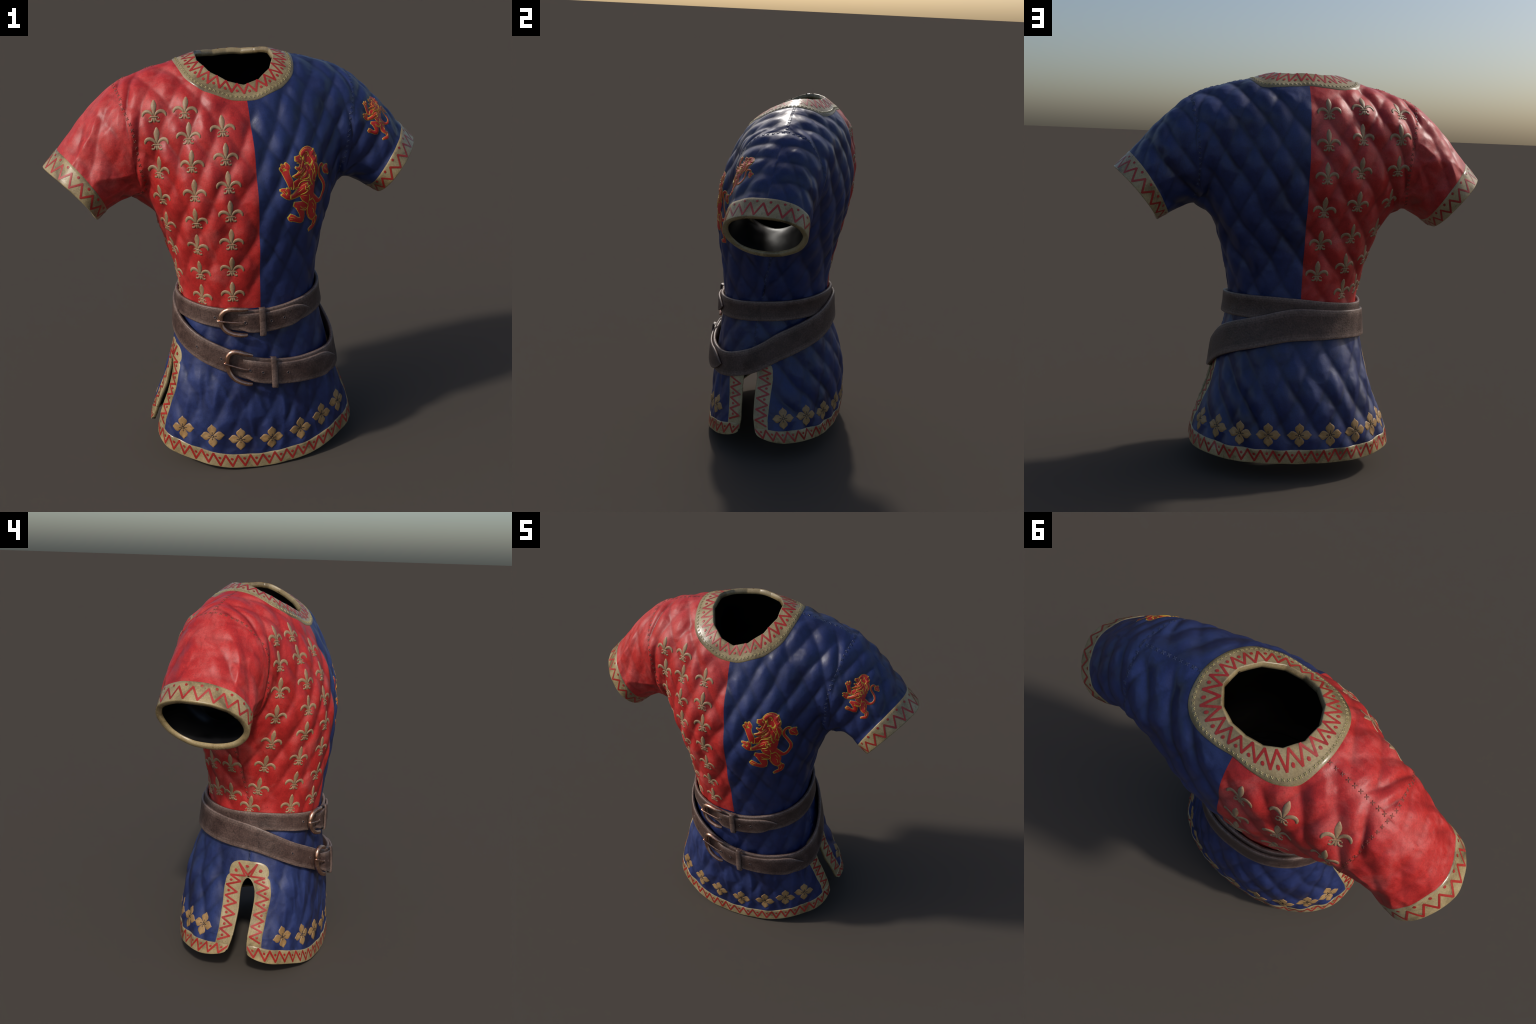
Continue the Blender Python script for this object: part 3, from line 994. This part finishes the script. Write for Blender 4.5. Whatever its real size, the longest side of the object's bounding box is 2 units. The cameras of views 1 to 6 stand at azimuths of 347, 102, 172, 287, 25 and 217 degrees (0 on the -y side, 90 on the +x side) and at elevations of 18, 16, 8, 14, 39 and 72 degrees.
for x, y, z in [(-.405, -.266, .222), (-.270, -.335, .190), (-.135, -.367, .166), (.020, -.376, .155), (.174, -.360, .170),
                (.298, -.325, .208), (.402, -.268, .242)]:
    d = nrm((x * .8, y, 0)); flower((np.array([x, y, z]) + d * .4, -d), .114, float(rng.normal(0, .05)) - x * .18, 'skirt_panel')
for x, y, z in [(.470, .143, .246), (.394, .261, .248), (.288, .344, .240), (.152, .391, .245), (0, .406, .247), (-.157, .391, .243),
                (-.294, .339, .245), (-.396, .258, .249), (-.462, .156, .252)]:
    d = nrm((x * .8, y, 0)); flower((np.array([x, y, z]) + d * .4, -d), .116, float(rng.normal(0, .05)), 'skirt_panel.001')

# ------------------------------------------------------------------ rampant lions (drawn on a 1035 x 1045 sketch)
BODY = [
 ([(870, 300), (900, 400), (880, 500), (850, 600), (845, 700), (840, 780), (880, 860), (930, 930)], [110, 240, 260, 300, 260, 235, 215, 180]),
 ([(930, 860), (950, 950), (960, 1020), (985, 1080), (1045, 1130), (1068, 1180), (1050, 1235)], [130, 185, 175, 130, 85, 72, 60]),
 ([(1075, 1120), (1100, 1150), (1085, 1215), (1060, 1245), (985, 1255), (925, 1272)], [50, 50, 50, 60, 60, 36]),
 ([(890, 960), (790, 935), (680, 915), (575, 885)], [110, 118, 105, 50]),
 ([(640, 910), (710, 960), (745, 1020), (765, 1080), (770, 1130)], [80, 120, 100, 85, 45]),
 ([(800, 1105), (730, 1105), (640, 1085), (560, 1055), (500, 1020)], [60, 80, 62, 84, 56]),
 ([(560, 1075), (520, 1062), (490, 1045)], [60, 50, 12]),
 ([(800, 640), (690, 640), (590, 670), (530, 665)], [120, 120, 90, 70]),
 ([(545, 680), (520, 610), (485, 540), (465, 470)], [88, 92, 82, 100]),
 ([(480, 470), (510, 430), (490, 385)], [70, 60, 16]), ([(465, 460), (450, 425), (420, 400)], [80, 56, 14]),
 ([(455, 480), (410, 455), (380, 440)], [70, 52, 12]),
 ([(830, 690), (740, 725), (650, 765), (560, 790), (470, 785), (420, 750)], [150, 130, 92, 66, 66, 76]),
 ([(480, 770), (485, 715), (440, 680)], [40, 56, 26]), ([(440, 740), (405, 700), (345, 695)], [70, 60, 16]),
 ([(440, 765), (395, 755), (355, 745)], [60, 46, 12]),
 ([(840, 370), (760, 370), (690, 360), (630, 350)], [190, 150, 80, 48]),
 ([(800, 440), (740, 460), (680, 472), (620, 445)], [130, 90, 44, 14]),
 ([(780, 330), (840, 280), (920, 275), (985, 320), (1010, 400)], [90, 90, 90, 90, 80]),
 ([(930, 330), (990, 325), (1025, 268)], [90, 66, 6]), ([(960, 410), (1020, 405), (1055, 345)], [90, 66, 6]),
 ([(960, 460), (1020, 480), (1045, 540), (1020, 600)], [120, 90, 50, 8]),
 ([(930, 520), (985, 570), (985, 630), (1015, 658)], [130, 90, 60, 8]),
 ([(900, 540), (925, 600), (925, 680)], [120, 80, 10]),
 ([(780, 480), (730, 510), (680, 530), (640, 560), (575, 552)], [90, 70, 54, 44, 8]),
 ([(940, 840), (1040, 890), (1110, 915), (1190, 890), (1243, 820), (1238, 740), (1180, 660), (1120, 590), (1108, 530), (1140, 488), (1190, 480), (1240, 505)],
  [110, 74, 50, 44, 42, 40, 38, 36, 34, 34, 36, 40]),
 ([(1225, 505), (1270, 550), (1310, 570), (1345, 600), (1360, 620)], [40, 110, 90, 44, 30]),
 ([(1260, 530), (1310, 520), (1350, 500)], [60, 64, 8]),
]
LINES = [
 ([(820, 330), (800, 380), (850, 420), (900, 450), (930, 500)], 11), ([(840, 300), (880, 290), (910, 330), (880, 350)], 12),
 ([(820, 440), (850, 470), (870, 520)], 11), ([(830, 480), (760, 520), (690, 540)], 12), ([(850, 510), (780, 560), (700, 570)], 12),
 ([(880, 540), (870, 590), (800, 605), (720, 600)], 12), ([(960, 430), (990, 500), (970, 580)], 12),
 ([(910, 480), (960, 540), (950, 600), (930, 650)], 11), ([(900, 560), (880, 620), (910, 680)], 12),
 ([(660, 690), (700, 640), (780, 622), (870, 632)], 13), ([(580, 610), (585, 680), (560, 712)], 12),
 ([(590, 700), (640, 694), (700, 696)], 9), ([(790, 675), (780, 730), (830, 735), (780, 770), (700, 785)], 13),
 ([(780, 715), (850, 695), (890, 680)], 11), ([(750, 800), (820, 806)], 9), ([(850, 795), (875, 840), (865, 885)], 10),
 ([(690, 800), (740, 860), (840, 915), (870, 945), (850, 980), (780, 985), (690, 965)], 12), ([(690, 920), (750, 960), (830, 960)], 10),
 ([(940, 850), (1000, 900), (1035, 960)], 11), ([(945, 915), (985, 940), (995, 980)], 9), ([(960, 985), (1005, 1020), (995, 1070)], 10),
 ([(870, 960), (875, 1030), (920, 1085)], 9), ([(720, 350), (740, 362), (755, 380)], 20), ([(640, 372), (690, 380)], 9),
 ([(650, 405), (700, 412)], 12), ([(410, 440), (440, 460), (450, 490)], 9), ([(440, 410), (470, 440)], 9), ([(490, 400), (490, 440)], 9),
 ([(380, 700), (420, 730)], 9), ([(420, 690), (445, 725)], 9), ([(500, 1030), (560, 1050), (600, 1060)], 8), ([(510, 1065), (560, 1075)], 8),
 ([(940, 1268), (980, 1262)], 8), ([(1060, 1140), (1080, 1180), (1055, 1220)], 9), ([(1240, 530), (1290, 560), (1330, 590)], 8),
 ([(950, 480), (1000, 540)], 9), ([(760, 700), (700, 740), (640, 760)], 8),
]
LOCKS = [  # pieces that overlap the body, each with its own outline
 ([(930, 860), (950, 950), (960, 1020), (985, 1080), (1045, 1130)], [120, 185, 175, 130, 70]),
 ([(850, 690), (740, 725), (650, 765), (560, 790), (500, 790)], [120, 120, 84, 58, 46]),
 ([(760, 345), (800, 300), (870, 282), (940, 310), (985, 370), (1000, 450)], [40, 70, 84, 90, 84, 30]),
 ([(920, 330), (980, 320), (1022, 272)], [80, 62, 6]), ([(950, 410), (1010, 400), (1052, 350)], [84, 62, 6]),
 ([(930, 430), (1000, 470), (1040, 540), (1022, 610)], [110, 84, 54, 8]),
 ([(900, 470), (965, 550), (985, 620), (1018, 662)], [110, 84, 60, 8]),
 ([(870, 450), (910, 540), (930, 610), (925, 690)], [100, 90, 70, 8]),
 ([(840, 420), (855, 500), (800, 570), (700, 600)], [90, 84, 66, 8]),
 ([(820, 420), (800, 490), (730, 525), (650, 540), (575, 552)], [84, 72, 54, 44, 6]),
 ([(800, 350), (800, 400), (760, 450), (720, 478)], [30, 56, 50, 6]),
]
def lion(anchor, w, h, rot, parent):
    sp = Soup(); pl = tangent_place((anchor[0], anchor[1], rot))
    kx, ky = w / 1035, h / 1045
    def cv(pts):
        a = np.array(pts, float)
        x = (a[:, 0] - 858) + .05 * (768 - a[:, 1])
        return np.stack([x * kx, (768 - a[:, 1]) * ky], 1)
    k0 = (kx + ky) / 2
    step = max(.005, .009 * h / .4)
    halo = 16 * k0
    def outlined(pts, wd, z, k_, grow):
        P, N, hw = stroke2d(cv(pts), np.array(wd) * k0 * grow, step)
        T = nrm(P[0] - P[1]); T2 = nrm(P[-1] - P[-2])
        Pb = np.vstack([P[:1] + T * halo * .5, P, P[-1:] + T2 * halo * .5])
        Nb = np.vstack([N[:1], N, N[-1:]]); wb = np.concatenate([[hw[0]], hw, [hw[-1]]]) + halo / 2
        raised(sp, pl, Pb, Nb, wb, z + .00002 * k_, mat=1, dome=.0)
        return P, N, hw
    fills = [(outlined(p, wd, .0008, i, 1.1), i) for i, (p, wd) in enumerate(BODY)]
    for (P, N, hw), i in fills:
        raised(sp, pl, P, N, hw, .0014 + .00002 * i, mat=0, dome=.05, sink=.0003)
    for i, (p, wd) in enumerate(LOCKS):
        P, N, hw = outlined(p, wd, .0017 + .00007 * i, 0, .92)
        raised(sp, pl, P, N, hw, .0021 + .00007 * i, mat=0, dome=.04, sink=.0003)
    for pts, wd in LINES:
        P, N, hw = stroke2d(cv(pts), np.array([wd * .5] + [wd * 1.0] * (len(pts) - 2) + [wd * .5]) * k0, step)
        raised(sp, pl, P, N, hw, .0031, mat=1, dome=.05, sink=.0015)
    return link('lion_emblem', sp.mesh('lion_emblem'), PANEL[parent], [LION_RED, LION_YELLOW])
lion(((.248, -1.2, 1.372), (0, 1, 0)), .300, .398, 0.0, 'torso_panel.001')
d = nrm((.55, -.80, .35))
lion((np.array([.668, -.115, 1.648]) + d * .4, -d), .195, .222, -.16, 'sleeve.001')

# ------------------------------------------------------------------ belts
class Belt:
    """closed strap round the waist; angle table of edge heights, clearance from the cloth."""
    def __init__(self, top, bot, off, follow):
        ang = sorted(top)
        n = 240
        th = np.linspace(-180, 180, n, endpoint=False)
        def per(tab):
            a = np.array(sorted(tab)); v = np.array([tab[k] for k in a])
            aa = np.concatenate([a - 360, a, a + 360]); vv = np.tile(v, 3)
            return pchip(aa, vv, th)
        zt, zb = per(top), per(bot)
        o = per(off)
        self.n = n; self.th = np.radians(th)
        base = np.zeros((n, 3, 3))
        for k in range(n):
            d = np.array([math.cos(self.th[k]), math.sin(self.th[k]), 0])
            zm = (zt[k] + zb[k]) / 2
            rad = []
            for z in (zb[k], zm, zt[k]):
                p, _ = cast(np.array([0, -.01, z]) + d * 1.2, -d, smooth=True)
                rad.append(np.linalg.norm((p - (0, -.01, z))[:2]))
            for q, z in enumerate((zb[k], zm, zt[k])):
                r = rad[1] + follow * (rad[q] - rad[1]) + o[k]
                if q != 1: r = max(r, rad[q] + .006)
                base[k, q] = np.array([0, -.01, z]) + d * r
        for _ in range(6):                                    # leather does not follow every dent
            base = .25 * np.roll(base, 1, 0) + .5 * base + .25 * np.roll(base, -1, 0)
        self.base = base
        L = np.concatenate([[0], np.cumsum(np.linalg.norm(np.roll(base[:, 1], -1, 0) - base[:, 1], axis=1))])
        self.L = L
        self.nrmv = np.zeros((n, 3))
        for k in range(n):
            t = base[(k + 1) % n, 1] - base[k - 1, 1]; u = base[k, 2] - base[k, 0]
            self.nrmv[k] = nrm(np.cross(t, u))
    def at(self, s, t, out):
        """s metres round from angle -180, t in [-1,1] bottom to top, out metres off the strap face."""
        s = s % self.L[-1]
        k = min(int(np.searchsorted(self.L, s, side='right') - 1), self.n - 1)
        f = (s - self.L[k]) / (self.L[k + 1] - self.L[k]); k2 = (k + 1) % self.n
        b = lerp(self.base[k], self.base[k2], f); n = nrm(lerp(self.nrmv[k], self.nrmv[k2], f))
        p = b[1] + (b[2] - b[1]) * t if t > 0 else b[1] + (b[1] - b[0]) * t
        return p + n * out
    def s_at_x(self, x):
        """arc position on the front where the strap crosses x."""
        best = min((k for k in range(self.n) if self.base[k, 1, 1] < 0), key=lambda k: abs(self.base[k, 1, 0] - x))
        return self.L[best]
    def width(self, s):
        return np.linalg.norm(self.at(s, 1, 0) - self.at(s, -1, 0))

_half = [(1, .006, 3), (.985, .0083, 3), (.94, .0098, 3), (.86, .0103, 2), (.74, .0105, 2), (.58, .0106, 1), (.36, .0107, 0)]
STRAP_FACE = [(-t, o) for t, o, z in _half] + [(0, .0108)] + [(t, o) for t, o, z in _half[::-1]]
STRAP_SEC = [(-1, -.004)] + STRAP_FACE + [(1, -.004), (-.3, -.006), (-.85, -.034), (-.97, -.030)]
_zone = [3] + [z for t, o, z in _half][:0] + [3, 3, 2, 2, 1, 0, 0, 0, 0, 1, 2, 2, 3, 3] + [3]
def zone_of(q): return _zone[q] if q < len(_zone) else 0
def zone_materials(sp, ncol):
    """tint each lengthwise strip of a strap grid; the grid is stored row by row."""
    for k in range(len(sp.M)):
        if len(sp.F[k]) == 4: sp.M[k] = zone_of(k % ncol)
def build_belt(B, xs, strap_thick=1.0):
    sp = Soup(); m = 300
    G = [[B.at(i / m * B.L[-1], t, o) for t, o in STRAP_SEC] for i in range(m)]
    sp.grid(G, close_u=True, close_v=True)
    zone_materials(sp, len(STRAP_SEC))
    belt = link('belt', sp.mesh('belt'), tunic, LEATHERS)
    s_b, s_k, s_t = B.s_at_x(xs['buckle']), B.s_at_x(xs['keeper']), B.s_at_x(xs['tip'])
    w = B.width(s_b) / 2                                      # half width in metres
    # overlapping strap end with a pointed tip
    sp = Soup(); s0 = s_b + .012
    G = []
    n = 70
    for i in range(n + 1):
        u = i / n; s = lerp(s0, s_t, u)
        rest = s_t - s
        k = 1 - max(0, 1 - rest / .125) ** 2.3                # pointed end
        head = min(1, .80 + (u * (s_t - s0)) / .05 * .2)
        rise = .004 + .0115 * float(smoothstep(0, .05, s - s0)) - .003 * float(smoothstep(.06, 0, rest))
        tc_ = lerp(-.10, xs['tip_t'], float(smoothstep(.26, 0, rest)))
        G.append([B.at(s, tc_ + t * .90 * max(k, .02) * head, .0108 + rise * .25 if q in (0, 16) else o + rise)
                  for q, (t, o) in enumerate(STRAP_SEC[:17])])
    sp.grid(G, close_v=True)
    zone_materials(sp, 17)
    sp.fan(G[0], flip=True); sp.fan(G[-1])
    link('strap_end', sp.mesh('strap_end'), belt, LEATHERS)
    # C-shaped buckle frame
    sp = Soup(); path, ref = [], []
    hw = 1.22
    pts = [(.058, hw * .97), (.045, hw * 1.0), (.015, hw * 1.02), (-.02, hw * .98), (-.045, hw * .80), (-.062, hw * .45), (-.067, 0),
           (-.062, -hw * .45), (-.045, -hw * .80), (-.02, -hw * .98), (.015, -hw * 1.02), (.040, -hw * 1.02), (.050, -hw * 1.0)]
    cc = crom(np.array(pts), np.linspace(0, len(pts) - 1, 80))
    for a, b in cc:
        lift_ = .030 - .010 * float(smoothstep(.02, .06, a))
        path.append(B.at(s_b + a, b, lift_)); ref.append(nrm(B.at(s_b + a, b, .1) - B.at(s_b + a, b, 0)))
    radii = .0124 * (1 - .35 * np.abs(np.linspace(-1, 1, 80)) ** 3)
    tube(sp, path, radii, n=12, nref=ref)
    buckle = link('buckle', sp.mesh('buckle'), belt, [COPPER])
    sp = Soup()
    pts = [(-.080, .034), (-.074, .042), (-.05, .039), (0, .032), (.030, .028), (.038, .016)]
    path = [B.at(s_b + a, -.06, o) for a, o in pts]
    ref = [nrm(B.at(s_b + a, 0, .1) - B.at(s_b + a, 0, 0)) for a, o in pts]
    path = crom(np.array(path), np.linspace(0, 5, 30)); ref = crom(np.array(ref), np.linspace(0, 5, 30))
    tube(sp, path, np.interp(np.linspace(0, 1, 30), [0, .1, .5, 1], [.0055, .0055, .0042, .0025]), n=10, nref=ref)
    link('prong', sp.mesh('prong'), belt, [COPPER])
    # keeper loop
    sp = Soup(); kw = .0145
    sec = [(-1.24, .004), (-1.27, .020), (-1.20, .031), (-.6, .0340), (0, .0345), (.6, .0340), (1.15, .031), (1.22, .020), (1.18, .004)]
    sec = crom(np.array(sec), np.linspace(0, len(sec) - 1, 40))
    G = []
    for a, sh in ((-1, -.006), (-1, -.001), (-.8, .0015), (0, .0022), (.8, .0015), (1, -.001), (1, -.006)):
        G.append([B.at(s_k + a * kw, t * (1 + .03 * (abs(a) < .9)), o + sh) for t, o in sec])
    sp.grid(G)
    link('keeper', sp.mesh('keeper'), belt, [LEATHER])
    # punched holes
    hole = None
    for s, lay in [(s_b - .098, 0)] + [(x, 1) for x in (s_b + .043, s_b + .105, s_b + .165, s_b + .228)] + xs.get('extra', []):
        if abs(s - s_k) < .022 and lay: continue
        sp = Soup(); o = .0122 if not lay else .0270
        cen = -.06 if lay else 0
        wv = B.width(s) / 2
        rings = []
        for rad, dz in ((.0085, -.004), (.0078, .0008), (.0062, .0016), (.0048, .0002), (.0040, -.004)):
            rings.append([B.at(s + rad * math.cos(t), cen + rad * math.sin(t) / wv, o + dz - .0005) for t in np.linspace(0, 2 * math.pi, 16, endpoint=False)])
        sp.grid(rings, close_v=True)
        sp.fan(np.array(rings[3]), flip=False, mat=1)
        link('punched_hole', sp.mesh('punched_hole'), belt, [LEATHERS[1], DARK])
    return belt

B1 = Belt({-90: .827, -128: .846, -160: .860, 170: .856, 120: .882, 90: .900, 60: .908, 40: .905, 0: .886, -50: .848},
          {-90: .717, -128: .750, -160: .771, 170: .770, 120: .776, 90: .784, 60: .793, 40: .790, 0: .773, -50: .738},
          {-90: .010, 0: .014, 90: .012, 180: .010}, 1.0)
build_belt(B1, dict(buckle=-.118, keeper=.0, tip=.240, tip_t=-.15))
B2 = Belt({-90: .586, -130: .682, -171: .795, 172: .812, 115: .847, 90: .857, 44: .792, 15: .726, -12: .610, -36: .560, -60: .562},
          {-90: .464, -130: .560, -171: .664, 172: .674, 115: .702, 90: .700, 44: .634, 15: .560, -12: .458, -36: .424, -60: .436},
          {-90: .024, -45: .022, 0: .024, 90: .026, 180: .018}, .55)
build_belt(B2, dict(buckle=-.115, keeper=.040, tip=.375, tip_t=-.10, extra=[(B2.s_at_x(-.30), 0)]))
